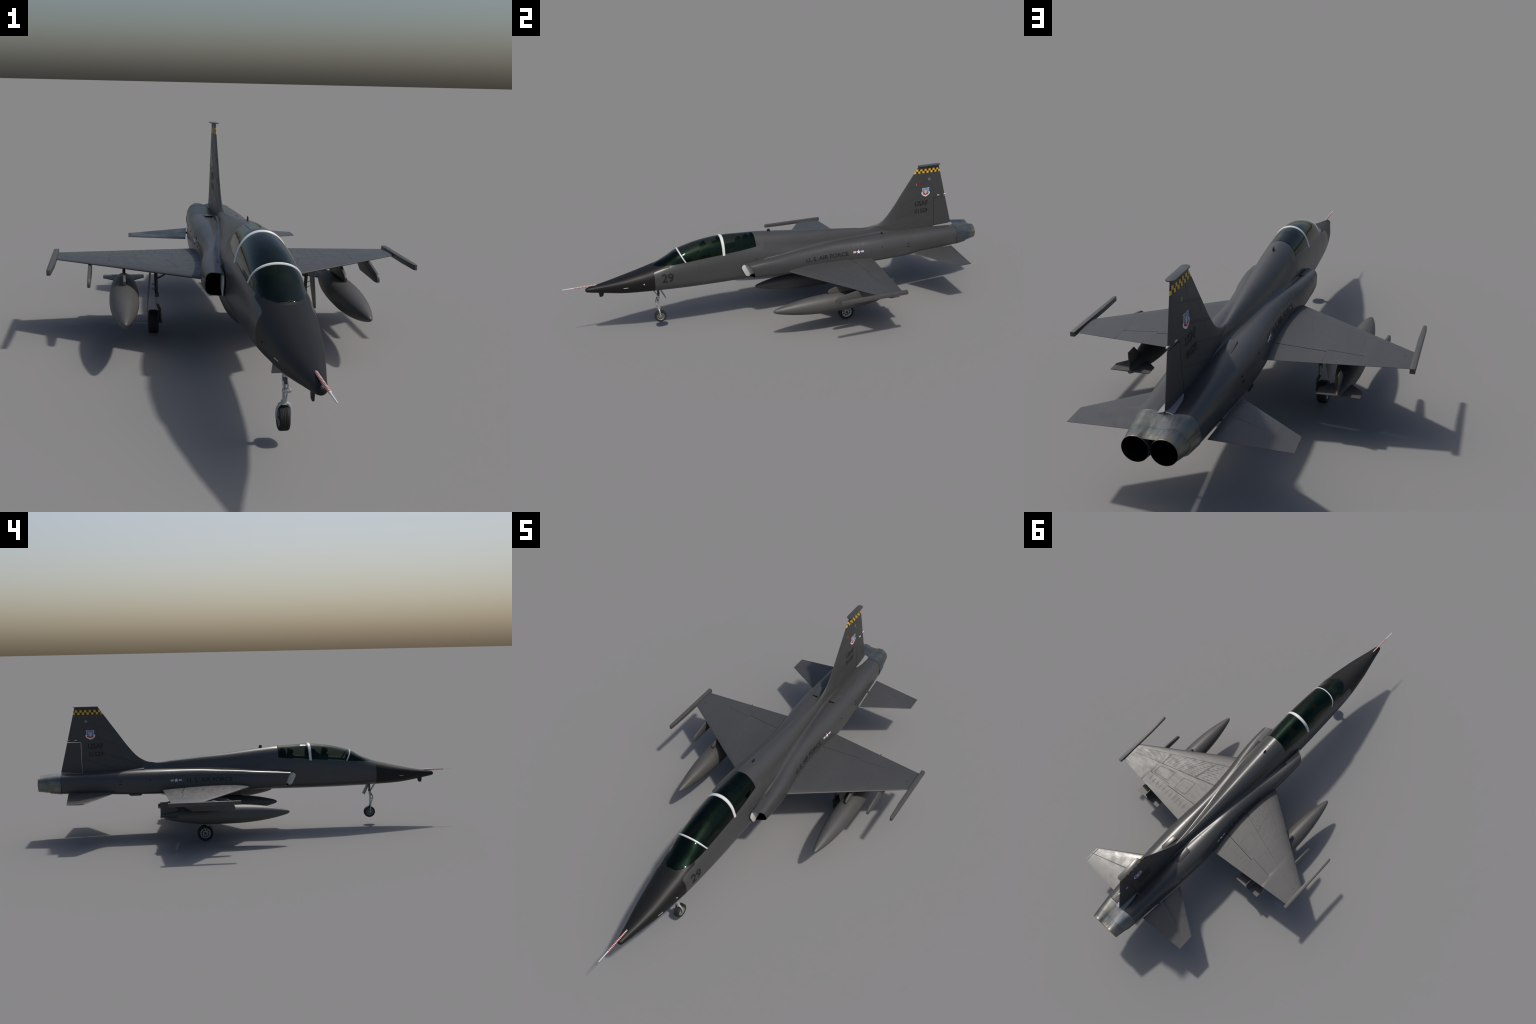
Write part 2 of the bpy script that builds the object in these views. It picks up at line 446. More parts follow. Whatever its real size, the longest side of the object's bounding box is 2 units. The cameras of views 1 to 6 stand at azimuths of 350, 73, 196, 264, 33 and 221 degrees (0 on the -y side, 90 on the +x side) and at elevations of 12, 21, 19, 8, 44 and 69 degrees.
# engine ducts: y, centre x, half width, height of max width, top, bottom, upper / lower squareness
DUCT = [
 (-0.2100, 0.1020, 0.0220, 0.2500, 0.2800, 0.2190, 3.0, 3.2),
 (-0.1700, 0.1010, 0.0230, 0.2500, 0.2815, 0.2175, 3.0, 3.2),
 (-0.1000, 0.0965, 0.0280, 0.2480, 0.2880, 0.2130, 2.8, 3.3),
 ( 0.0000, 0.0845, 0.0355, 0.2400, 0.2935, 0.2060, 2.4, 3.5),
 ( 0.0850, 0.0705, 0.0385, 0.2330, 0.2985, 0.2010, 2.2, 4.0),
 ( 0.1700, 0.0600, 0.0425, 0.2290, 0.3020, 0.1990, 2.2, 4.5),
 ( 0.2400, 0.0550, 0.0445, 0.2280, 0.3058, 0.1980, 2.2, 5.0),
 ( 0.3300, 0.0530, 0.0495, 0.2280, 0.3086, 0.1980, 2.2, 5.0),
 ( 0.4300, 0.0510, 0.0585, 0.2290, 0.3106, 0.1985, 2.3, 5.0),
 ( 0.5000, 0.0490, 0.0610, 0.2300, 0.3110, 0.1990, 2.4, 5.0),
 ( 0.5700, 0.0470, 0.0605, 0.2310, 0.3100, 0.2000, 2.5, 5.0),
 ( 0.6500, 0.0440, 0.0590, 0.2340, 0.3070, 0.2020, 2.7, 4.5),
 ( 0.7500, 0.0410, 0.0545, 0.2380, 0.3030, 0.2050, 2.9, 4.2),
 ( 0.8500, 0.0395, 0.0480, 0.2420, 0.2985, 0.2085, 3.0, 4.0),
 ( 0.8930, 0.0390, 0.0450, 0.2440, 0.2965, 0.2100, 3.0, 3.8),
 ( 0.9200, 0.0385, 0.0430, 0.2450, 0.2950, 0.2115, 2.9, 3.4),
]
Y_CUT = -0.130          # the fuselage loft carries the ducts from here aft
def table(T):
    ys = [r[0] for r in T]
    return [pchip(ys, [r[i] for r in T]) for i in range(1, len(T[0]))]
fB, fS, fD = table(BODY), table(SPINE), table(DUCT)
SILL = pchip([-0.5925, -0.53, -0.456, -0.36, -0.28, -0.2, -0.125],
             [0.3110, 0.3150, 0.3205, 0.3285, 0.3340, 0.3395, 0.3462])
Y_WS, Y_CR = -0.5925, -0.125

def sq(x, z, xc, w, zm, zt, zb, nu, nl):
    up = z > zm
    h = np.where(up, zt - zm, zm - zb); n = np.where(up, nu, nl)
    q = ((np.abs(x - xc)/w)**n + (np.abs(z - zm)/h)**n)**(1/n)
    return (q - 1)*np.minimum(w, h)
def smin(a, b, k):
    h = np.clip(0.5 + 0.5*(b - a)/k, 0, 1)
    return b + (a - b)*h - k*h*(1 - h)

TH = np.radians(np.linspace(-90, 90, 241))
def solve(fun, zo, rmax=0.19):
    c, s = np.cos(TH), np.sin(TH)
    r = np.linspace(0.0002, rmax, 80)
    F = fun(np.outer(c, r), zo + np.outer(s, r))
    neg = F < 0
    last = np.where(neg.any(1), neg.shape[1] - 1 - np.argmax(neg[:, ::-1], 1), 0)
    a, b = r[last], r[np.minimum(last + 1, len(r)-1)]
    for _ in range(22):
        m = (a + b)/2
        neg = fun(c*m, zo + s*m) < 0
        a, b = np.where(neg, m, a), np.where(neg, b, m)
    return c*a, zo + s*a

def section_raw(y, ducts):
    B = [float(f(y)) for f in fB]
    def fun(x, z):
        d = sq(x, z, 0.0, B[0], B[1], B[2], B[3], B[4], B[5])
        if y > -0.6:
            S = [float(f(y)) for f in fS]
            d = smin(d, sq(x, z, 0.0, S[0], S[1], S[2], S[1]-0.05, S[3], 2.0), 0.004 if y < -0.1 else 0.008)
        if ducts:
            D = [float(f(y)) for f in fD]
            k = float(np.interp(y, [-0.13, 0.0, 0.2, 0.5], [0.002, 0.006, 0.012, 0.012]))
            d = smin(d, sq(x, z, *D), k)
        return d
    return solve(fun, B[1] if y < -0.65 else 0.248)

NB, NT = 70, 34
FR = {}
def resample(px, pz, frac):
    L = np.concatenate([[0], np.cumsum(np.hypot(np.diff(px), np.diff(pz)))])
    t = np.concatenate([np.linspace(0, frac, NB + 1), np.linspace(frac, 1, NT + 1)[1:]])*L[-1]
    X, Z = np.interp(t, L, px), np.interp(t, L, pz)
    X[0] = X[-1] = 0.0
    return X, Z
def sill_frac(px, pz, y):
    L = np.concatenate([[0], np.cumsum(np.hypot(np.diff(px), np.diff(pz)))])
    zs = float(SILL(y)); i = np.nonzero(pz < zs)[0][-1]
    t = (zs - pz[i])/(pz[i+1] - pz[i])
    return (L[i] + t*(L[i+1] - L[i]))/L[-1]
for y in (Y_WS, Y_CR):
    FR[y] = sill_frac(*section_raw(y, y >= Y_CUT), y)
def section(y, ducts=None):
    ducts = (y >= Y_CUT) if ducts is None else ducts
    px, pz = section_raw(y, ducts)
    fr = FR[Y_WS] if y <= Y_WS else FR[Y_CR] if y >= Y_CR else sill_frac(px, pz, y)
    return resample(px, pz, fr)

Y_END = 0.8955
ys = sorted(set(
    [-0.9019, -0.9012, -0.9000, -0.8985, -0.8965, -0.894, -0.891, -0.887, -0.882, -0.876]
    + [round(v, 5) for v in np.arange(-0.870, -0.5999, 0.006)]
    + [-0.600] + [round(v, 5) for v in np.arange(-0.5985, Y_WS-0.001, 0.0015)]
    + [Y_WS] + [round(v, 5) for v in np.linspace(Y_WS, Y_CR, 98)] + [Y_CUT - 1e-4, Y_CUT]
    + [round(v, 5) for v in np.linspace(Y_CR, Y_END, 180)]))
rings = []
for y in ys:
    X, Z = section(y)
    half = [(x, z) for x, z in zip(X, Z)]
    rings.append([(x, y, z) for x, z in half] + [(-x, y, z) for x, z in half[-2:0:-1]])
NC = len(rings[0]); NTOT = NB + NT
V = [p for r in rings for p in r]
F, region = [], []
for i in range(len(rings)-1):
    ym = (ys[i] + ys[i+1])/2
    for k in range(NC):
        F.append([i*NC+k, i*NC+(k+1) % NC, (i+1)*NC+(k+1) % NC, (i+1)*NC+k])
        kk = k if k < NTOT else NC - 1 - k
        glass = Y_WS < ym < Y_CR and kk >= NB
        region.append('canopy' if glass else 'nose' if ym < -0.60 else 'fuselage')
F.append(list(range(NC))[::-1]); region.append('nose')
F.append([(len(rings)-1)*NC + k for k in range(NC)]); region.append('fuselage')
whole = make_obj('whole_body', V, F)
VN = {tuple(round(c, 6) for c in v.co): v.normal.copy() for v in whole.data.vertices}
def cut_region(name, keys, mat):
    idx = [i for i, r in enumerate(region) if r in keys]
    used = sorted({v for i in idx for v in F[i]}); mp = {v: j for j, v in enumerate(used)}
    me = bpy.data.meshes.new(name)
    me.from_pydata([V[v] for v in used], [], [[mp[v] for v in F[i]] for i in idx]); me.update()
    nrm = [VN[tuple(round(c, 6) for c in v.co)] for v in me.vertices]
    # keep face winding outward
    bad = sum(1 for p in me.polygons[:400] if p.normal.dot(nrm[p.vertices[0]]) < 0)
    if bad > 200: me.flip_normals()
    me.polygons.foreach_set('use_smooth', [True]*len(me.polygons))
    me.normals_split_custom_set_from_vertices(nrm)
    me.materials.append(mat)
    ob = bpy.data.objects.new(name, me); COL.objects.link(ob); ob.parent = root
    return ob
fuselage = cut_region('fuselage', ('fuselage',), M_BODY)
nose = cut_region('nose', ('nose',), M_BODY)
canopy = cut_region('canopy', ('canopy',), M_GLASS)
bpy.data.objects.remove(whole, do_unlink=True)
sm = canopy.modifiers.new('shell', 'SOLIDIFY'); sm.thickness = 0.0012; sm.offset = -1
apply_mods(canopy)
canopy.data.polygons.foreach_set('use_smooth', [True]*len(canopy.data.polygons))

_cache = {}
def side_x(y, z):
    """half width of the finished fuselage at (y, z), for laying markings on the skin"""
    key = round(y, 3)
    if key not in _cache:
        _cache[key] = section_raw(key, key >= Y_CUT)
    px, pz = _cache[key]
    m = px > 0.02
    return float(np.interp(z, pz[m], px[m]))
def top_z(y, x):
    key = round(y, 3)
    if key not in _cache: _cache[key] = section_raw(key, key >= Y_CUT)
    px, pz = _cache[key]; m = pz > 0.262
    return float(np.interp(-abs(x), -px[m], pz[m]))

# ------------------------------------------------- canopy frames and cockpit
def arch(name, y_top, y_base, w_top, w_base, rise, drop, parent):
    """white hoop lying on the canopy skin"""
    n = 40; vs, fs = [], []
    pts = []
    for j in range(n + 1):
        a = -1 + 2*j/n; s = abs(a)
        yc = y_top + (y_base - y_top)*s**2.2
        w = w_top + (w_base - w_top)*s
        row = []
        for e in (-0.5, -0.28, 0.28, 0.5):
            X, Z = section(yc + e*w)
            t = NB - drop + (NT + drop)*(1 - s); i = min(int(t), NTOT - 1); f = t - i
            x = X[i]*(1-f) + X[min(i+1, NTOT)]*f; z = Z[i]*(1-f) + Z[min(i+1, NTOT)]*f
            k = np.array([x, z - 0.30]); k = k/np.linalg.norm(k)
            up = rise if abs(e) < 0.4 else -0.001
            row.append((math.copysign(x + k[0]*up, a) if j != n/2 else 0.0, yc + e*w, z + k[1]*up))
        pts.append(row)
    for row in pts: vs += row
    for j in range(n):
        for e in range(3):
            fs.append([j*4+e, j*4+e+1, (j+1)*4+e+1, (j+1)*4+e])
        fs.append([j*4+3, j*4, (j+1)*4, (j+1)*4+3])
    fs += [[0, 1, 2, 3], [n*4+3, n*4+2, n*4+1, n*4]]
    return make_obj(name, vs, fs, M_FRAME, parent, smooth=True, angle=35)
arch('canopy_frame', -0.4795, -0.4555, 0.0070, 0.0070, 0.0020, 0, canopy)
arch('canopy_frame', -0.2775, -0.2795, 0.0165, 0.0135, 0.0022, 2, canopy)

cock = bpy.data.objects.new('cockpit', None); COL.objects.link(cock); cock.parent = root
tv, tf = [], []
tys = np.linspace(-0.575, -0.128, 40)
for y in tys:
    X, Z = section(float(y), False)
    xs, zs = X[NB] - 0.003, Z[NB] - 0.002
    for x, z in ((xs, zs), (xs - 0.008, zs - 0.001), (xs - 0.010, 0.275), (0, 0.272),
                 (-xs + 0.010, 0.275), (-xs + 0.008, zs - 0.001), (-xs, zs)):
        tv.append((x, y, z))
for i in range(len(tys)-1):
    for k in range(6): tf.append([i*7+k, i*7+k+1, i*7+8+k, i*7+7+k])
tf += [list(range(7)), [len(tv)-7+k for k in range(7)]]
make_obj('cockpit_tub', tv, tf, M_DARK, cock, smooth=False)
def slab(name, pts, hw, mat, parent, bev=0.002):
    return prism(name, pts, 'x', -hw, hw, mat, parent, bev)
slab('glare_shield', [(-0.575, 0.300), (-0.560, 0.318), (-0.520, 0.332), (-0.492, 0.345), (-0.470, 0.342), (-0.462, 0.30)], 0.030, M_DARK, cock)
slab('instrument_panel', [(-0.262, 0.28), (-0.266, 0.388), (-0.272, 0.388), (-0.288, 0.375), (-0.312, 0.374), (-0.314, 0.30)], 0.026, M_DARK, cock)
slab('equipment_box', [(-0.132, 0.28), (-0.138, 0.366), (-0.146, 0.385), (-0.157, 0.386), (-0.166, 0.372), (-0.173, 0.33)], 0.026, M_DARK, cock)
slab('equipment_box', [(-0.305, 0.28), (-0.306, 0.352), (-0.318, 0.362), (-0.330, 0.356), (-0.339, 0.335)], 0.030, M_SEATF, cock)
for y0, name in ((-0.357, 'ejection_seat'), (-0.190, 'ejection_seat')):
    seat = slab(name, [(y0+0.018, 0.285), (y0+0.016, 0.345), (y0+0.008, 0.383), (y0-0.004, 0.382), (y0-0.010, 0.345), (y0-0.012, 0.285)], 0.020, M_SEATF, cock, 0.003)
    slab('seat_cushion', [(y0-0.011, 0.300), (y0-0.011, 0.352), (y0-0.018, 0.350), (y0-0.020, 0.312), (y0-0.058, 0.312), (y0-0.060, 0.298)], 0.019, M_SEAT, seat, 0.003)
    slab('seat_cushion', [(y0-0.010, 0.358), (y0-0.009, 0.378), (y0-0.015, 0.376), (y0-0.016, 0.360)], 0.013, M_SEATF, seat, 0.002)
    for s in (-1, 1):
        b = make_obj('side_console', *box((s*0.040, y0-0.035, 0.308), (0.016, 0.085, 0.012))[:2], M_SEAT, cock, smooth=False)
        bevel(b, 0.002)

# ---------------------------------------------------------------- intakes
def lip_y(x, z): return -0.1690 + 0.50*(x - 0.103) - 0.36*(z - 0.25)
def duct_outline(y, inset=0.0, n=72):
    xc, w, zm, zt, zb, nu, nl = [float(f(y)) for f in fD]
    out = []
    for k in range(n):
        t = 2*math.pi*k/n; c, s = math.cos(t), math.sin(t)
        e = nu if s > 0 else nl; e = max(e, 7.0) if c < 0 else e; h = (zt - zm) if s > 0 else (zm - zb)
        out.append((xc + (w - inset)*math.copysign(abs(c)**(2/e), c), zm + (h - inset)*math.copysign(abs(s)**(2/e), s)))
    return out
for sgn in (1, -1):
    n = 72; vs, fs, mi = [], [], []
    rows = []
    for s in np.linspace(1, 0, 10):                     # outer skin, rear to lip
        base = duct_outline(-0.165 + 0.065*s, -0.0003)
        rows.append([(x, lip_y(x, z)*(1-s) + (-0.100)*s, z) for x, z in base])
    lipo = duct_outline(-0.165, 0.0012)
    rows.append([(x, lip_y(x, z) - 0.0010, z) for x, z in lipo])
    for s in (0.0, 0.25, 0.5, 0.75, 1.0):               # inner tunnel
        inn = duct_outline(-0.165, 0.0026 + 0.002*s)
        rows.append([(x, (lip_y(x, z) + 0.0006)*(1-s) + (-0.1315)*s, z) for x, z in inn])
    for r in rows: vs += [(sgn*x, y, z) for x, y, z in r]
    for i in range(len(rows)-1):
        for k in range(n):
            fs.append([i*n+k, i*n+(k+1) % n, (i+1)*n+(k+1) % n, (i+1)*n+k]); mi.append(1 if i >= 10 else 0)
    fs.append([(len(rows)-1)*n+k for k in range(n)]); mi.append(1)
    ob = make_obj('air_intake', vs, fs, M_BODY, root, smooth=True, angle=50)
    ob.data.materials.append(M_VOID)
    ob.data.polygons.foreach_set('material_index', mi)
    # pale splitter plate standing off the fuselage side
    xp = 0.0800
    plate = [(-0.120, 0.2795), (-0.186, 0.2815), (-0.194, 0.2800), (-0.2015, 0.2720), (-0.2055, 0.2620), (-0.2045, 0.2560),
             (-0.1890, 0.2240), (-0.1855, 0.2190), (-0.178, 0.2165), (-0.120, 0.2150)]
    prism('splitter_plate', plate, 'x', sgn*(xp - 0.0012), sgn*(xp + 0.0012), M_BODY, ob, 0.0004)
    face = [(-0.135, 0.2755), (-0.188, 0.2765), (-0.1965, 0.2745), (-0.2022, 0.2690), (-0.2042, 0.2620), (-0.2032, 0.2570),
            (-0.1885, 0.2256), (-0.1845, 0.2204), (-0.178, 0.2184), (-0.135, 0.2180)]
    prism('splitter_face', face, 'x', sgn*(xp + 0.0006), sgn*(xp + 0.0019), M_LIP, ob, 0.0003)
    # pale edge of the bleed slot in the gutter between duct and fuselage
    vs, fs = [], []
    for i, y in enumerate(np.linspace(-0.088, -0.022, 16)):
        px, pz = section_raw(float(y), True)
        m = (pz > 0.268) & (pz < 0.335)
        k = np.argmin(np.abs(np.degrees(np.arctan2(pz - 0.248, px)) - np.interp(y, [-0.112, 0.0], [26.5, 33.0])))
        w = 0.0014*math.sin(math.pi*(i + 0.6)/16.2)
        for u, h in ((-w, 0.0), (0, 0.0012), (w, 0.0)):
            vs.append((sgn*(px[k] + 0.0006 + u*0.5), y, pz[k] + h + abs(u)*0.2 + (0.0008 if h else 0)))
    for i in range(15):
        for j in range(2): fs.append([i*3+j, i*3+j+1, i*3+4+j, i*3+3+j])
    strip = make_obj('bleed_slot_edge', vs, fs, M_FAIR, ob)
    sd = strip.modifiers.new('s', 'SOLIDIFY'); sd.thickness = 0.001; sd.offset = -1; apply_mods(strip)

# ------------------------------------------------------------------ wings
def naca(u): return 5*(0.2969*np.sqrt(u) - 0.126*u - 0.3516*u*u + 0.2843*u**3 - 0.1015*u**4)
TC, WZ = 0.050, 0.2222
def wing_half(x, y):
    c = wing_te(x) - wing_le(x)
    u = np.clip((y - wing_le(x))/c, 0, 1)
    return TC*c*naca(u) + 0.0005
def wing_piece(name, xs, front, back, sgn, parent, shrink=0.0, mat=None):
    m = 44; vs, fs = [], []
    for x in xs:
        a, b = front(x), back(x)
        t = (1 - np.cos(np.linspace(0, math.pi, m)))/2 if abs(a - wing_le(x)) < 1e-6 else np.linspace(0, 1, m)
        yy = a + (b - a)*t
        h = wing_half(x, yy) - shrink
        vs += [(sgn*x, y, WZ + k) for y, k in zip(yy, h)]
        vs += [(sgn*x, y, WZ - k) for y, k in zip(yy[::-1], h[::-1])]
    k = 2*m
    for i in range(len(xs)-1):
        for j in range(k):
            fs.append([i*k+j, i*k+(j+1) % k, (i+1)*k+(j+1) % k, (i+1)*k+j])
    fs += [list(range(k)), [(len(xs)-1)*k+j for j in range(k)]]
    return make_obj(name, vs, fs, mat or M_WING, parent, smooth=True, angle=30)
def flap_hinge(x): return 0.3228 + (x - 0.105)*0.100
def ail_hinge(x): return 0.3286 + (x - 0.270)*0.126
XF0, XF1, XA1 = 0.100, 0.2700, 0.3835
for sgn in (1, -1):
    e = 0.0002; g = 0.0020
    xs = list(np.linspace(0.060, XF1 - e, 16)) + list(np.linspace(XF1 + e, XA1 - e, 10)) + list(np.linspace(XA1 + e, 0.523, 12))
    def back(x):
        if x < XF1: return flap_hinge(x)
        if x < XA1: return ail_hinge(x)
        return wing_te(x)
    wing = wing_piece('wing', xs, wing_le, back, sgn, root)
    wing_piece('flap', list(np.linspace(0.088, XF1, 14)), lambda x: flap_hinge(x) + g, wing_te, sgn, wing, 0.0002)
    wing_piece('aileron', list(np.linspace(XF1 + 0.0003, XA1, 10)), lambda x: ail_hinge(x) + g*0.6, wing_te, sgn, wing, 0.0002)
    # launch rail on the wing tip
    z0, z1 = 0.2155, 0.2310
    plan = [(0.5215, 0.4025), (0.5370, 0.4025), (0.5375, 0.1040), (0.5350, 0.0965), (0.5275, 0.0965), (0.5255, 0.1040), (0.5215, 0.2000)]
    rail = prism('wingtip_rail', [(sgn*x, y) for x, y in plan], 'z', z0, z1, M_STORE, root, 0.0004)
    # pylons
    inner = [(0.1185, 0.172), (0.1180, 0.190), (0.1230, 0.1955), (0.1360, 0.2015), (0.1720, 0.2130), (0.1950, 0.2200),
             (0.3350, 0.2200), (0.3000, 0.1820), (0.2960, 0.1600)]
    prism('pylon', inner, 'x', sgn*0.3205, sgn*0.3285, M_STORE, root, 0.0012)
    outer = [(0.1130, 0.1770), (0.1140, 0.1860), (0.1180, 0.1935), (0.1270, 0.2000), (0.2140, 0.2185), (0.3500, 0.2200),
             (0.3550, 0.2100), (0.3270, 0.1890), (0.2980, 0.1735), (0.1430, 0.1712), (0.1220, 0.1730)]
    prism('pylon', outer, 'x', sgn*0.4193, sgn*0.4277, M_STORE, root, 0.0014)


# ------------------------------------------------------------- drop tanks
def drop_tank(cx, y0, cz):
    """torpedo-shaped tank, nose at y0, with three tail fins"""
    prof = [(0.0, 0.0010), (0.0012, 0.0036), (0.0042, 0.0062), (0.0102, 0.0090), (0.0222, 0.0128), (0.0422, 0.0180),
            (0.0722, 0.0245), (0.1072, 0.0306), (0.1472, 0.0358), (0.1922, 0.0398), (0.2422, 0.0420), (0.2972, 0.0424),
            (0.3522, 0.0415), (0.3972, 0.0392), (0.4372, 0.0352), (0.4772, 0.0292), (0.5122, 0.0226), (0.5422, 0.0158),
            (0.5652, 0.0098), (0.5752, 0.0060), (0.5757, 0.0010)]
    P = pchip([p[0] for p in prof], [p[1] for p in prof])
    yy = list(0.03*np.linspace(0, 1, 12)**1.8) + list(np.linspace(0.03, 0.5752, 60))[1:] + [0.5757]
    v, f, _ = revolve([(float(y), float(P(y))) for y in yy], 36, (cx, y0, cz), 'y')
    tank = make_obj('drop_tank', v, f, M_STORE, root, smooth=True, angle=40)
    out = [(0.483, 0.012), (0.5332, 0.0640), (0.5742, 0.0640), (0.5742, 0.0), (0.497, 0.0)]
    for d in range(3 if cx else 2):
        vs = []
        for th in (-1, 1):
            for y, r in out:
                t = 0.0018*th*(1 - 0.45*r/0.064)
                vs.append((cx + (r if d == 0 else -r if d == 1 else t), y0 + y, cz + 0.0012 + (t if d < 2 else r)))
        n = len(out)
        fs = [list(range(n)), list(range(n, 2*n))] + [[i, (i+1) % n, n+(i+1) % n, n+i] for i in range(n)]
        make_obj('tank_fin', vs, fs, M_STORE, tank, smooth=False)
for cx, y0, cz in ((0.3245, -0.1372, 0.1353), (-0.3245, -0.1372, 0.1353), (0.0, -0.1225, 0.1247)):
    drop_tank(cx, y0, cz)
prism('pylon', [(0.050, 0.150), (0.052, 0.2000), (0.335, 0.2000), (0.335, 0.150)], 'x', -0.005, 0.005, M_STORE, root, 0.0012)

# -------------------------------------------------------------- tailplane
for sgn in (1, -1):
    m, vs, fs = 30, [], []
    xs = np.linspace(0, 1, 14)
    for s in xs:
        # the root edge runs beside the tapering fuselage with a small gap
        u = (1 - np.cos(np.linspace(0, math.pi, m)))/2
        up, lo = [], []
        for q in u:
            yr = 0.6450 + q*(0.8600 - 0.6450); xr = 0.1090 - 0.0205*q
            yt = 0.7700 + q*(0.8455 - 0.7700); xt = 0.3032
            x = xr + (xt - xr)*s; y = yr + (yt - yr)*s
            c = 0.215*(1-s) + 0.0755*s
            h = 0.042*c*float(naca(q)) + 0.0004
            z = 0.2140 + (0.1992 - 0.2140)*s
            up.append((sgn*x, y, z + h)); lo.append((sgn*x, y, z - h))
        vs += up + lo[::-1]
    k = 2*m
    for i in range(len(xs)-1):
        for j in range(k): fs.append([i*k+j, i*k+(j+1) % k, (i+1)*k+(j+1) % k, (i+1)*k+j])
    fs += [list(range(k)), [(len(xs)-1)*k+j for j in range(k)]]
    tp = make_obj('tailplane', vs, fs, M_TAIL, root, smooth=True, angle=30)
    merge_parts('pivot_shaft', [tube((sgn*0.07, 0.765, 0.2150), (sgn*0.108, 0.765, 0.2135), 0.004, mat=M_GDARK)], tp)

# ------------------------------------------------------------ vertical fin
FIN_LE = pchip([0.285, 0.330, 0.3375, 0.3400, 0.3430, 0.3500, 0.3660, 0.4012, 0.4919, 0.6075],
               [0.420, 0.430, 0.4480, 0.4650, 0.4860, 0.5090, 0.5365, 0.5699, 0.6354, 0.7165])
def fin_te(z): return 0.9028 + (z - 0.2905)*(0.8232 - 0.9028)/(0.6075 - 0.2905)
def fin_half(z, y):
    T = np.interp(z, [0.285, 0.33, 0.36, 0.45, 0.6075], [0.0130, 0.0098, 0.0078, 0.0062, 0.0041])
    le, te = float(FIN_LE(z)), fin_te(z); c = te - le
    d = np.maximum(np.asarray(y, float) - le, 0)
    a = 1 - np.exp(-(d/0.028)**0.75)
    b = np.clip((te - np.asarray(y, float))/(0.50*c), 0, 1)
    return T*a*np.sqrt(np.clip(b*(2 - b), 0, 1))*0.97 + 0.0006*np.minimum(d/0.002, 1)
def fin_piece(name, zs, front, back, parent):
    m = 46; vs, fs = [], []
    for z in zs:
        a, b = front(z), back(z)
        t = np.linspace(0, 1, m)**1.7 if abs(a - float(FIN_LE(z))) < 1e-6 else np.linspace(0, 1, m)
        yy = a + (b - a)*t; h = fin_half(z, yy)
        vs += [(k, y, z) for y, k in zip(yy, h)] + [(-k, y, z) for y, k in zip(yy[::-1], h[::-1])]
    k = 2*m
    for i in range(len(zs)-1):
        for j in range(k): fs.append([i*k+j, i*k+(j+1) % k, (i+1)*k+(j+1) % k, (i+1)*k+j])
    fs += [list(range(k)), [(len(zs)-1)*k+j for j in range(k)]]
    return make_obj(name, vs, fs, M_FIN, parent, smooth=True, angle=30)
Z_RT, Y_H = 0.4440, 0.8000
zs = list(np.linspace(0.285, 0.36, 26)) + list(np.linspace(0.364, Z_RT - 0.0004, 22)) + list(np.linspace(Z_RT + 0.0004, 0.6070, 40))
fin = fin_piece('vertical_fin', zs, lambda z: float(FIN_LE(z)), lambda z: fin_te(z) if z > Z_RT else Y_H, root)
fin_piece('rudder', list(np.linspace(0.3035, Z_RT - 0.0020, 20)), lambda z: Y_H + 0.0020, fin_te, fin)
# rounded cap plate on the fin tip
cap = []
for k in range(32):
    t = 2*math.pi*k/32
    cap.append((0.0128*math.sin(t), 0.7725 + math.copysign(0.0455, math.cos(t)) + 0.0128*math.cos(t)))
prism('fin_cap', cap, 'z', 0.6068, 0.6098, M_TAIL, fin, 0.0003)
# lights and mast at the rudder top
merge_parts('tail_light', [tube((0, 0.842, 0.4528), (0, 0.8685, 0.4535), 0.0028, 0.0022, mat=M_FRAME),
                           box((0, 0.824, 0.4535), (0.0150, 0.0110, 0.0035), M_FRAME)], fin)
# pale wedge fairings at the fin foot
for sgn in (1, -1):
    vs, fs = [], []
    for y in np.linspace(0.800, 0.9020, 9):
        w = float(np.interp(y, [0.800, 0.832, 0.902], [0.0085, 0.0185, 0.0215])); yb = min(y, 0.90)
        vs += [(sgn*0.0015, y, 0.3022), (sgn*w, y, top_z(yb, w) + 0.0006), (sgn*w, y, top_z(yb, w) - 0.003), (sgn*0.0015, y, 0.290)]
    for i in range(8):
        for j in range(4): fs.append([i*4+j, i*4+(j+1) % 4, (i+1)*4+(j+1) % 4, (i+1)*4+j])
    fs += [[0, 1, 2, 3], [32, 33, 34, 35]]
    make_obj('fin_fairing', vs, fs, M_FAIR, fin, smooth=False)

# ----------------------------------------------------------- exhaust section
Y_STEP = 0.9440
def tail_section(y):
    q = float(np.clip((y - 0.893)/(0.995 - 0.893), 0, 1))
    D0 = [float(f(0.893)) for f in fD]; D0[1] += 0.0007; D0[3] += 0.0007; D0[4] -= 0.0007
    D1 = [0.0362, 0.0350, 0.2548, 0.2894, 0.2202, 2.0, 2.0]
    D = [p*(1-q) + r*q for p, r in zip(D0, D1)]
    web_top = 0.2962 - 0.0125*q**1.2
    def fun(x, z):
        d = sq(x, z, *D)
        d = smin(d, sq(x, z, 0.0, 0.040, 0.262, web_top, 0.243, 8.0, 3.0), 0.003)
        if y < Y_STEP:                       # outer sleeve on the lower flanks
            d = np.minimum(d, sq(x, z, D[0], D[1] + 0.0016, 0.246, 0.266, D[4] - 0.0022, 3.0, 3.2))
        return d
    return solve(fun, 0.2545)
vs, fs = [], []
tys = list(np.linspace(0.8935, Y_STEP - 0.0001, 14)) + list(np.linspace(Y_STEP, 0.9975, 14)); n2 = 90
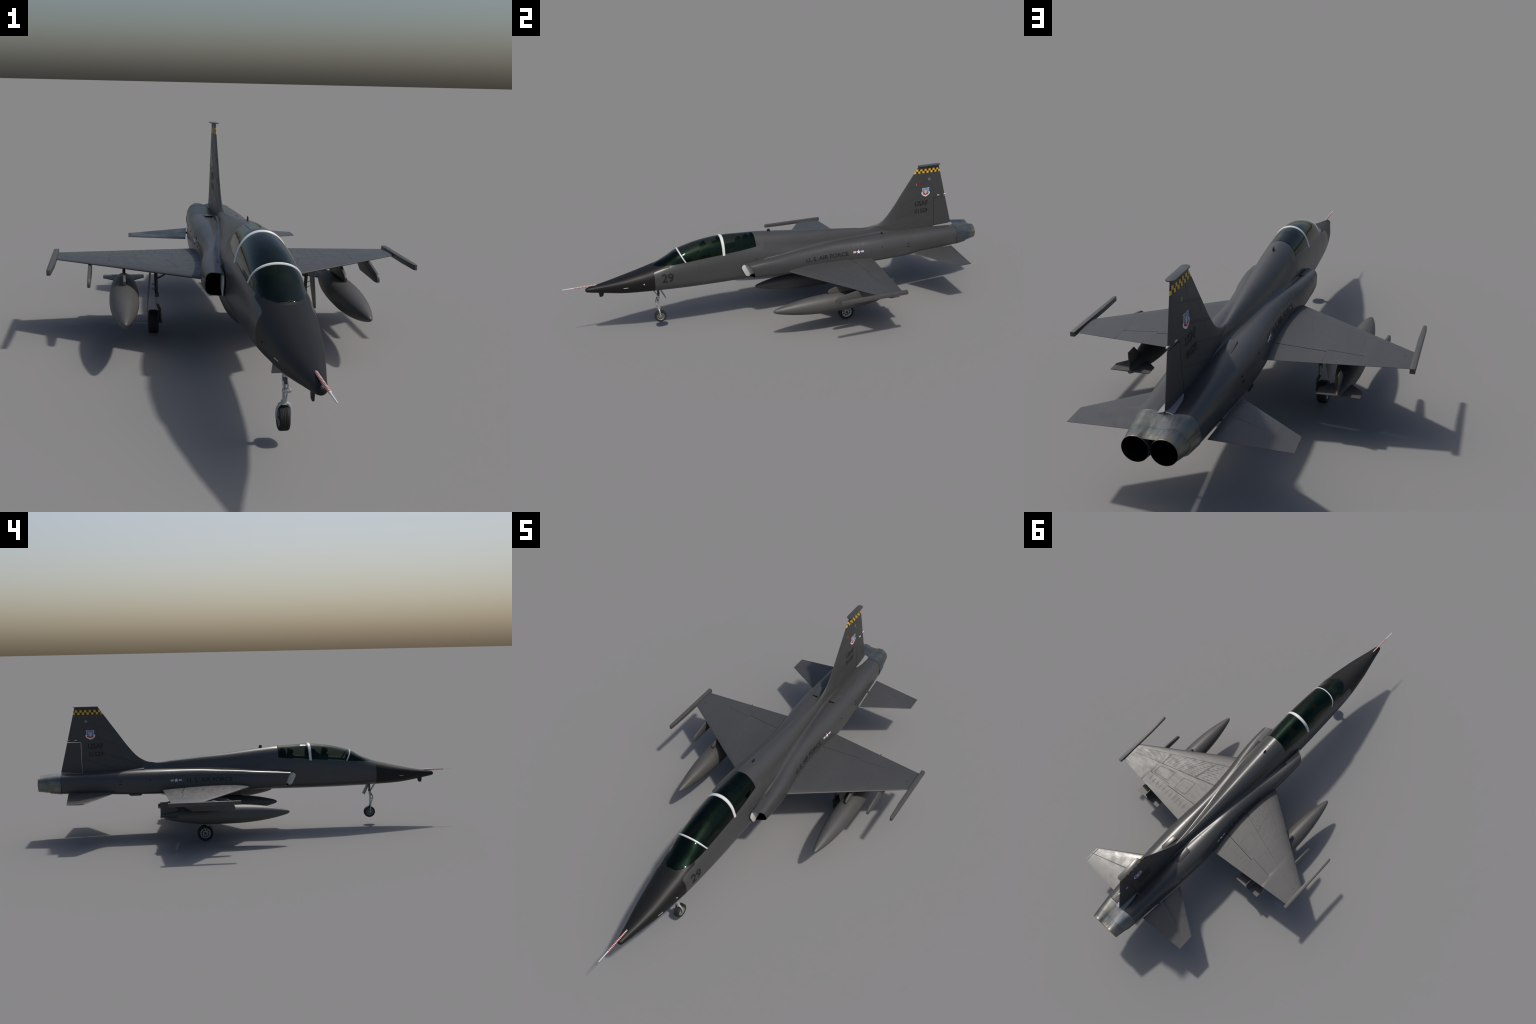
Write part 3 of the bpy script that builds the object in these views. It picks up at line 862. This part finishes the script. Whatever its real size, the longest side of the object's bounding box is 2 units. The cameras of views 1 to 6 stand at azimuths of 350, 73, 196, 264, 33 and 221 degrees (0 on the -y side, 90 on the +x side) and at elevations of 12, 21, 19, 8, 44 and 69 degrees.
for y in tys:
    px, pz = tail_section(y)
    L = np.concatenate([[0], np.cumsum(np.hypot(np.diff(px), np.diff(pz)))])
    t = np.linspace(0, L[-1], n2+1); X, Z = np.interp(t, L, px), np.interp(t, L, pz); X[0] = X[-1] = 0
    half = list(zip(X, Z))
    vs += [(x, y, z) for x, z in half] + [(-x, y, z) for x, z in half[-2:0:-1]]
k = 2*n2
for i in range(len(tys)-1):
    for j in range(k): fs.append([i*k+j, i*k+(j+1) % k, (i+1)*k+(j+1) % k, (i+1)*k+j])
shroud = make_obj('tail_shroud', vs, fs, M_METAL, root, smooth=True, angle=45)
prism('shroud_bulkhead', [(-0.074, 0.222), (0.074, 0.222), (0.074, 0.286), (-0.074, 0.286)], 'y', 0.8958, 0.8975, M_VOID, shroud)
for sgn in (1, -1):
    c = (sgn*0.0362, 0, 0.2548)
    v, f, _ = revolve([(0.985, 0.0350), (0.9975, 0.0349), (0.9995, 0.0347), (1.000, 0.0345), (0.9997, 0.0342), (0.990, 0.0341)], 64, c, 'y')
    nz = make_obj('exhaust_nozzle', v, f[:-2], M_METAL, shroud, smooth=True, angle=45)
    v, f, _ = revolve([(0.9997, 0.03410), (0.980, 0.0338), (0.900, 0.0330), (0.8995, 0.0)], 64, c, 'y')
    make_obj('exhaust_bore', v, f[:-2], M_VOID, nz, smooth=False)

# ------------------------------------------------------------ landing gear
def wheel(name, c, r, w, parent, spokes):
    holder = bpy.data.objects.new(name, None); COL.objects.link(holder); holder.parent = parent
    h = w/2
    prof = [(-h*0.80, r*0.62), (-h*0.95, r*0.72), (-h, r*0.84), (-h*0.88, r*0.945), (-h*0.66, r*0.985)]
    for g in (-0.44, -0.15, 0.15, 0.44):           # tread grooves
        prof += [(h*(g-0.045), r*0.998), (h*(g-0.03), r*0.965), (h*(g+0.03), r*0.965), (h*(g+0.045), r*0.998)]
    prof += [(h*0.66, r*0.985), (h*0.88, r*0.945), (h, r*0.84), (h*0.95, r*0.72), (h*0.80, r*0.62)]
    v, f, _ = revolve(prof, 56, c, 'x', M_TYRE)
    merge_parts('tyre', [(v, f[:-2], M_TYRE)], holder)
    parts = []; rim = M_RIM if spokes == 8 else M_RIMD
    for s in (-1, 1):
        parts.append(revolve([(s*h*0.60, r*0.63), (s*h*0.84, r*0.65), (s*h*0.88, r*0.60), (s*h*0.74, r*0.52), (s*h*0.5, r*0.50)], 40, c, 'x', M_RIM))
        parts[-1] = (parts[-1][0], parts[-1][1][:-2], rim)
        v, f, _ = revolve([(s*h*0.46, r*0.52), (s*h*0.46, 0.0005)], 40, c, 'x'); parts.append((v, f[:-2], M_GDARK))
        parts.append(revolve([(s*h*0.4, r*0.20), (s*h*0.86, r*0.18), (s*h*0.92, r*0.12)], 24, c, 'x', M_GDARK))
        v, f, _ = revolve([(s*h*0.50, r*0.31), (s*h*0.68, r*0.31), (s*h*0.72, r*0.28), (s*h*0.72, r*0.05)], 32, c, 'x'); parts.append((v, f[:-2], rim))
        for i in range(spokes):
            a = 2*math.pi*i/spokes
            p = Vector(c) + Vector((s*h*0.66, math.cos(a)*r*0.16, math.sin(a)*r*0.16))
            q = Vector(c) + Vector((s*h*0.66, math.cos(a)*r*0.52, math.sin(a)*r*0.52))
            parts.append(tube(p, q, r*0.060, r*0.052, 8, rim))
    merge_parts('wheel_rim', parts, holder)
    return holder

ng = bpy.data.objects.new('nose_landing_gear', None); COL.objects.link(ng); ng.parent = root
wheel('nose_wheel', (0.0006, -0.5810, 0.0557), 0.0273, 0.0235, ng, 10)
NX = 0.0006
parts = [pipe([(NX, -0.580, 0.200), (NX, -0.5825, 0.158), (NX, -0.5845, 0.142)], [0.0050, 0.0050, 0.0045], 14, M_GDARK),
         pipe([(NX, -0.5845, 0.146), (NX, -0.5850, 0.092)], 0.0038, 14, M_STEEL),
         pipe([(NX, -0.5835, 0.158), (NX, -0.5845, 0.140)], 0.0060, 14, M_STEEL),
         pipe([(NX, -0.5845, 0.097), (NX, -0.5852, 0.089)], 0.0066, 14, M_STEEL)]
for s in (-1, 1):
    parts.append(pipe([(NX+s*0.003, -0.5852, 0.0915), (NX+s*0.0100, -0.5850, 0.0885), (NX+s*0.0140, -0.5842, 0.0800),
                       (NX+s*0.0150, -0.5828, 0.0660), (NX+s*0.0145, -0.5812, 0.0557)], [0.0036, 0.0036, 0.0033, 0.0028, 0.0024], 10, M_STEEL))
    parts.append(pipe([(NX+s*0.010, -0.6085, 0.197), (NX+s*0.003, -0.5865, 0.160)], 0.0021, 8, M_STEEL))
    parts.append(pipe([(NX+s*0.004, -0.586, 0.150), (NX+s*0.005, -0.5975, 0.134), (NX+s*0.004, -0.5960, 0.118), (NX+s*0.003, -0.5895, 0.094)], 0.0017, 8, M_STEEL))
parts.append(tube((NX-0.0155, -0.5811, 0.0557), (NX+0.0155, -0.5811, 0.0557), 0.0030, mat=M_STEEL))
parts.append(box((NX+0.0035, -0.5955, 0.1225), (0.0110, 0.0070, 0.0100), M_STEEL))
parts.append(tube((NX-0.006, -0.5950, 0.1225), (NX+0.012, -0.5950, 0.1225), 0.0048, mat=M_STEEL))
parts.append(box((NX, -0.5905, 0.1420), (0.0090, 0.0050, 0.0140), M_GDARK))
parts.append(pipe([(NX-0.004, -0.5790, 0.182), (NX-0.007, -0.5740, 0.165), (NX-0.003, -0.5800, 0.148)], 0.0011, 6, M_GDARK))
merge_parts('gear_strut', parts, ng)
d = make_obj('gear_door', *box((0.0, -0.5620, 0.1685), (0.0440, 0.0040, 0.0500), None, ('X', math.radians(26)))[:2], M_DOOR, ng, smooth=False)
bevel(d, 0.0012)

for sgn in (1, -1):
    mg = bpy.data.objects.new('main_landing_gear', None); COL.objects.link(mg); mg.parent = root
    wx = sgn*0.2380
    wheel('main_wheel', (wx, 0.2390, 0.0362), 0.0362, 0.0310, mg, 8)
    X = lambda a: sgn*a
    parts = [pipe([(X(0.2310), 0.232, 0.218), (X(0.2298), 0.2330, 0.165), (X(0.2285), 0.2345, 0.125)], [0.0056, 0.0052, 0.0052], 14, M_GDARK),
             pipe([(X(0.2285), 0.2345, 0.125), (X(0.2268), 0.2360, 0.084)], 0.0038, 14, M_STEEL),
             pipe([(X(0.2268), 0.2360, 0.092), (X(0.2190), 0.2370, 0.076), (X(0.2170), 0.2380, 0.056), (X(0.2185), 0.2390, 0.036)], [0.0048, 0.0048, 0.0040, 0.0040], 12, M_GDARK),
             tube((X(0.2150), 0.2390, 0.0362), (X(0.2500), 0.2390, 0.0362), 0.0045, mat=M_GDARK),
             pipe([(X(0.2285), 0.2340, 0.170), (X(0.2080), 0.2300, 0.181), (X(0.1900), 0.2280, 0.200)], 0.0026, 8, M_GDARK),
             pipe([(X(0.2080), 0.2300, 0.181), (X(0.2060), 0.2290, 0.200)], 0.0020, 8, M_GDARK),
             pipe([(X(0.2290), 0.2380, 0.160), (X(0.2270), 0.2520, 0.120), (X(0.2240), 0.2470, 0.075)], 0.0014, 6, M_GDARK),
             pipe([(X(0.2290), 0.2300, 0.150), (X(0.2420), 0.2300, 0.156)], 0.0012, 6, M_GDARK),
             pipe([(X(0.2290), 0.2300, 0.134), (X(0.2420), 0.2300, 0.141)], 0.0012, 6, M_GDARK),
             box((X(0.2275), 0.2300, 0.122), (0.0120, 0.0100, 0.0120), M_GDARK),
             box((X(0.2145), 0.2300, 0.0400), (0.0050, 0.0160, 0.0120), M_GDARK)]
    merge_parts('gear_strut', parts, mg)
    # leg door hanging outboard of the strut
    vs = []
    for t in (0, 0.0022):
        for y, z in ((0.2000, 0.2150), (0.2680, 0.2150), (0.2620, 0.1300), (0.2440, 0.0800), (0.2280, 0.0700), (0.2080, 0.0740), (0.2030, 0.1100)):
            vs.append((X(0.2445 + (0.205 - z)*0.094 + t), y, z))
    n = 7
    fs = [list(range(n)), list(range(n, 2*n))] + [[i, (i+1) % n, n+(i+1) % n, n+i] for i in range(n)]
    make_obj('gear_door', vs, fs, M_DOOR, mg, smooth=False)

# ------------------------------------------------------- probes and antennas
prof = [(-1.0000, 0.0005), (-0.9995, 0.0014), (-0.9850, 0.0016), (-0.9640, 0.0019), (-0.9540, 0.0022), (-0.9515, 0.0031), (-0.8560, 0.0033), (-0.8510, 0.0022)]
v, f, _ = revolve(prof, 16, (0, 0, 0.2548), 'y')
probe = make_obj('pitot_probe', v, f, M_PITOT, root, smooth=True, angle=50)
prism('blade_antenna', [(-0.8215, 0.216), (-0.8245, 0.2040), (-0.8275, 0.1965), (-0.8330, 0.1950), (-0.8410, 0.1950), (-0.8430, 0.1970), (-0.8455, 0.2180)],
      'x', -0.0022, 0.0022, M_LETTER, root, 0.0012)
prism('blade_antenna', [(-0.036, 0.386), (-0.0405, 0.4010), (-0.0430, 0.4030), (-0.0510, 0.4030), (-0.0530, 0.4010), (-0.0545, 0.388)],
      'x', -0.0014, 0.0014, M_LETTER, root, 0.0008)
# belly fairings
prism('belly_fairing', [(0.520, 0.203), (0.527, 0.1950), (0.575, 0.1950), (0.585, 0.203)], 'x', -0.100, -0.086, M_BODY, root, 0.002)

# deck scoops beside the fin root: dark mouth facing forward, made as a black plate
for sgn in (1, -1):
    x0, x1 = 0.0290, 0.0545
    zb0, zb1 = top_z(0.510, 0.042), top_z(0.578, 0.046)
    vs = [(sgn*x0, 0.509, zb0-0.004), (sgn*x1, 0.5105, zb0-0.005), (sgn*x0, 0.509, zb0+0.0066), (sgn*x1, 0.5105, zb0+0.0050),
          (sgn*(x0+0.012), 0.590, zb1-0.003), (sgn*(x1+0.004), 0.578, zb1-0.004), (sgn*(x0+0.012), 0.590, zb1-0.0002), (sgn*(x1+0.004), 0.578, zb1+0.0004)]
    fs = [[0,1,3,2],[4,6,7,5],[0,4,5,1],[2,3,7,6],[0,2,6,4],[1,5,7,3]]
    sc = make_obj('deck_scoop', vs, fs, M_BODY, root, smooth=False)
    bevel(sc, 0.0008)
    mouth = [(sgn*(x0+0.002), 0.5088, zb0-0.001), (sgn*(x1-0.002), 0.5100, zb0-0.0025), (sgn*(x1-0.002), 0.5100, zb0+0.0042), (sgn*(x0+0.002), 0.5088, zb0+0.0056)]
    vs = [(x, y-0.0006, z) for x, y, z in mouth] + [(x, y+0.002, z) for x, y, z in mouth]
    make_obj('scoop_mouth', vs, [[0,1,2,3],[4,5,6,7],[0,1,5,4],[1,2,6,5],[2,3,7,6],[3,0,4,7]], M_SLOT, sc, smooth=False)

# ------------------------------------------------- small marks on the flanks
def on_skin(y, z, off=0.0006): return side_x(y, z) + off
def patch(name, y0, y1, z0, z1, sgn, mat, parent, off=0.0007, rnd=False):
    vs, fs = [], []
    if rnd:
        cy, cz, ry, rz = (y0+y1)/2, (z0+z1)/2, (y1-y0)/2, (z1-z0)/2
        pts = [(cy + ry*math.cos(2*math.pi*k/18), cz + rz*math.sin(2*math.pi*k/18)) for k in range(18)]
    else: pts = [(y0, z0), (y1, z0), (y1, z1), (y0, z1)]
    n = len(pts)
    for o in (off, -0.002): vs += [(sgn*on_skin(y, z, o), y, z) for y, z in pts]
    fs = [list(range(n)), list(range(n, 2*n))] + [[i, (i+1) % n, n+(i+1) % n, n+i] for i in range(n)]
    return make_obj(name, vs, fs, mat, parent, smooth=False)
for sgn in (1, -1):
    patch('vent_slot', 0.6130, 0.6270, 0.2498, 0.2524, sgn, M_SLOT, fuselage)
    patch('vent_slot', 0.6160, 0.6250, 0.2650, 0.2675, sgn, M_SLOT, fuselage)
    patch('vent_port', 0.4795, 0.4845, 0.2660, 0.2715, sgn, M_SLOT, fuselage, rnd=True)
    patch('probe_slot', -0.7395, -0.7190, 0.2365, 0.2382, sgn, M_FRAME, nose)
patch('sensor_port', -0.6515, -0.6465, 0.2440, 0.2500, 1, M_FRAME, nose, rnd=True)
patch('sensor_port', -0.6480, -0.6450, 0.2440, 0.2490, -1, M_SLOT, nose, rnd=True)

# ---------------------------------------------------------------- lettering
def text_mesh(body, extrude=0.0):
    cu = bpy.data.curves.new('lettering', 'FONT'); cu.body = body; cu.resolution_u = 4; cu.offset = 0.022
    ob = bpy.data.objects.new('lettering', cu); COL.objects.link(ob)
    dg = bpy.context.evaluated_depsgraph_get()
    me = bpy.data.meshes.new_from_object(ob.evaluated_get(dg))
    bpy.data.objects.remove(ob, do_unlink=True); bpy.data.curves.remove(cu)
    return me
def lettering(name, body, ya, yb, za, zb, skin, sgn, mat, parent, off=0.0007, spread=1.0):
    """lay text between ya..yb (reading direction) and za..zb on a skin x(y, z)"""
    me = text_mesh(body)
    bm = bmesh.new(); bm.from_mesh(me); bpy.data.meshes.remove(me)
    xs = [v.co.x for v in bm.verts]; zs_ = [v.co.y for v in bm.verts]
    x0, x1, z0, z1 = min(xs), max(xs), min(zs_), max(zs_)
    for i in range(1, 8):
        g = bm.verts[:] + bm.edges[:] + bm.faces[:]
        bmesh.ops.bisect_plane(bm, geom=g, plane_co=(0, z0 + (z1-z0)*i/8, 0), plane_no=(0, 1, 0))
    bmesh.ops.triangulate(bm, faces=bm.faces[:])
    for v in bm.verts:
        y = ya + (v.co.x - x0)/(x1 - x0)*(yb - ya); z = za + (v.co.y - z0)/(z1 - z0)*(zb - za)
        v.co = Vector((sgn*(skin(y, z) + off), y, z))
    bmesh.ops.recalc_face_normals(bm, faces=bm.faces[:])
    for f in bm.faces:
        if f.normal.x*sgn < 0: f.normal_flip()
    me = bpy.data.meshes.new(name); bm.to_mesh(me); bm.free()
    me.materials.append(mat)
    ob = bpy.data.objects.new(name, me); COL.objects.link(ob); ob.parent = parent
    return ob
def fin_skin(y, z): return float(fin_half(z, y))
for sgn in (1, -1):
    d = (lambda a, b: (a, b)) if sgn > 0 else (lambda a, b: (b, a))
    lettering('lettering', 'U. S. AIR FORCE', *d(0.0995, 0.3120), 0.2495, 0.2690, side_x, sgn, M_LETTER, fuselage)
    lettering('lettering', 'USAF', *d(0.6980, 0.7680), 0.4110, 0.4365, fin_skin, sgn, M_LETTER, fin)
    lettering('lettering', '01529', *d(0.6985, 0.7670), 0.3755, 0.3965, fin_skin, sgn, M_LETTER, fin)
lettering('lettering', '29', -0.5700, -0.5165, 0.2430, 0.2845, side_x, 1, M_LETTER, fuselage, 0.0009)

def decal(name, pts, skin, sgn, mat, parent, off, cy, cz, dirn=1):
    """flat marking: outline (right, up) around (cy, cz); split so that it follows the skin"""
    bm = bmesh.new()
    bm.faces.new([bm.verts.new((a, b, 0)) for a, b in pts])
    bs = [p[1] for p in pts]; As = [p[0] for p in pts]
    for lo, hi, no in ((min(bs), max(bs), (0, 1, 0)), (min(As), max(As), (1, 0, 0))):
        for i in range(1, 5):
            c = lo + (hi-lo)*i/5
            bmesh.ops.bisect_plane(bm, geom=bm.verts[:]+bm.edges[:]+bm.faces[:], plane_co=(c*no[0], c*no[1], 0), plane_no=no)
    bmesh.ops.triangulate(bm, faces=bm.faces[:])
    for v in bm.verts:
        y = cy + sgn*v.co.x*dirn; z = cz + v.co.y
        v.co = Vector((sgn*(skin(y, z) + off), y, z))
    for f in bm.faces:
        f.normal_update()
        if f.normal.x*sgn < 0: f.normal_flip()
    me = bpy.data.meshes.new(name); bm.to_mesh(me); bm.free(); me.materials.append(mat)
    ob = bpy.data.objects.new(name, me); COL.objects.link(ob); ob.parent = parent
    return ob
def disc(r, n=28): return [(r*math.cos(2*math.pi*k/n), r*math.sin(2*math.pi*k/n)) for k in range(n)]
def star(r): return [((r if k % 2 == 0 else r*0.40)*math.sin(math.pi*k/5), (r if k % 2 == 0 else r*0.40)*math.cos(math.pi*k/5)) for k in range(10)]
def rect(a0, b0, a1, b1): return [(a0, b0), (a1, b0), (a1, b1), (a0, b1)]
for sgn in (1, -1):
    cy, cz = 0.3620, 0.2615
    insignia = decal('star_insignia', disc(0.0124), side_x, sgn, M_NAVY, fuselage, 0.0008, cy, cz)
    for a, b in ((-0.0258, -0.0090), (0.0090, 0.0258)):
        decal('insignia_bar', rect(a-0.0004, -0.0044, b+0.0004, 0.0044), side_x, sgn, M_NAVY, insignia, 0.0005, cy, cz)
        decal('insignia_bar', rect(a, -0.0036, b, 0.0036), side_x, sgn, M_WHITE, insignia, 0.0007, cy, cz)
        decal('insignia_bar', rect(a, -0.0011, b, 0.0011), side_x, sgn, M_PINK, insignia, 0.0009, cy, cz)
    decal('insignia_star', star(0.0116), side_x, sgn, M_WHITE, insignia, 0.0011, cy, cz)
    # squadron shield on the fin
    cy, cz = 0.7555, 0.4770
    scroll = [(-0.0226, 0.0000), (-0.0180, 0.0020), (0.0180, 0.0020), (0.0226, 0.0000), (0.0215, -0.0085), (0.0150, -0.0150), (0.0000, -0.0225), (-0.0150, -0.0150), (-0.0215, -0.0085)]
    shield = decal('fin_emblem', scroll, fin_skin, sgn, M_WHITE, fin, 0.0005, cy, cz)
    rim = [(-0.0185, 0.0215), (-0.0150, 0.0222), (0.0, 0.0205), (0.0150, 0.0222), (0.0185, 0.0215), (0.0172, -0.0040), (-0.0172, -0.0040)]
    decal('fin_emblem_field', rim, fin_skin, sgn, M_WHITE, shield, 0.0007, cy, cz)
    fld = [(a*0.90, b*0.90 if b < 0 else b*0.93) for a, b in rim]
    decal('fin_emblem_field', fld, fin_skin, sgn, M_BLUE, shield, 0.0009, cy, cz)
    low = [(-0.0168, -0.0042), (0.0168, -0.0042), (0.0140, -0.0095), (0.0, -0.0155), (-0.0140, -0.0095)]
    decal('fin_emblem_field', low, fin_skin, sgn, M_RED, shield, 0.0009, cy, cz)
    for q in (-1, 1):
        decal('fin_emblem_chevron', [(q*0.0115, 0.0165), (q*0.0062, 0.0165), (q*0.0002, -0.0085), (q*0.0035, -0.0060)][::q], fin_skin, sgn, M_GOLD, shield, 0.0012, cy, cz)
    decal('fin_emblem_chevron', [(-0.0013, 0.0125), (0.0013, 0.0125), (0.0009, -0.0105), (-0.0009, -0.0105)], fin_skin, sgn, M_WHITE, shield, 0.0014, cy, cz)
    decal('fin_emblem_chevron', [(-0.0045, 0.0055), (0.0045, 0.0055), (0.0045, 0.0040), (-0.0045, 0.0040)], fin_skin, sgn, M_WHITE, shield, 0.0014, cy, cz)
    # small ring badge
    ring = decal('ring_badge', disc(0.0064), fin_skin, sgn, M_RIM, fin, 0.0005, 0.7730, 0.5405)
    decal('ring_badge_centre', disc(0.0049), fin_skin, sgn, M_GDARK, ring, 0.0007, 0.7730, 0.5405)
    decal('ring_badge_centre', rect(-0.0026, -0.0012, 0.0026, 0.0012), fin_skin, sgn, M_RIM, ring, 0.0009, 0.7730, 0.5405)
flag = decal('flag_marking', rect(-0.0115, -0.0064, 0.0115, 0.0064), fin_skin, 1, M_DRED, fin, 0.0005, 0.7172, 0.5195)
decal('flag_marking', rect(-0.0122, -0.0064, -0.0100, 0.0064), fin_skin, 1, M_RIM, flag, 0.0007, 0.7172, 0.5195)
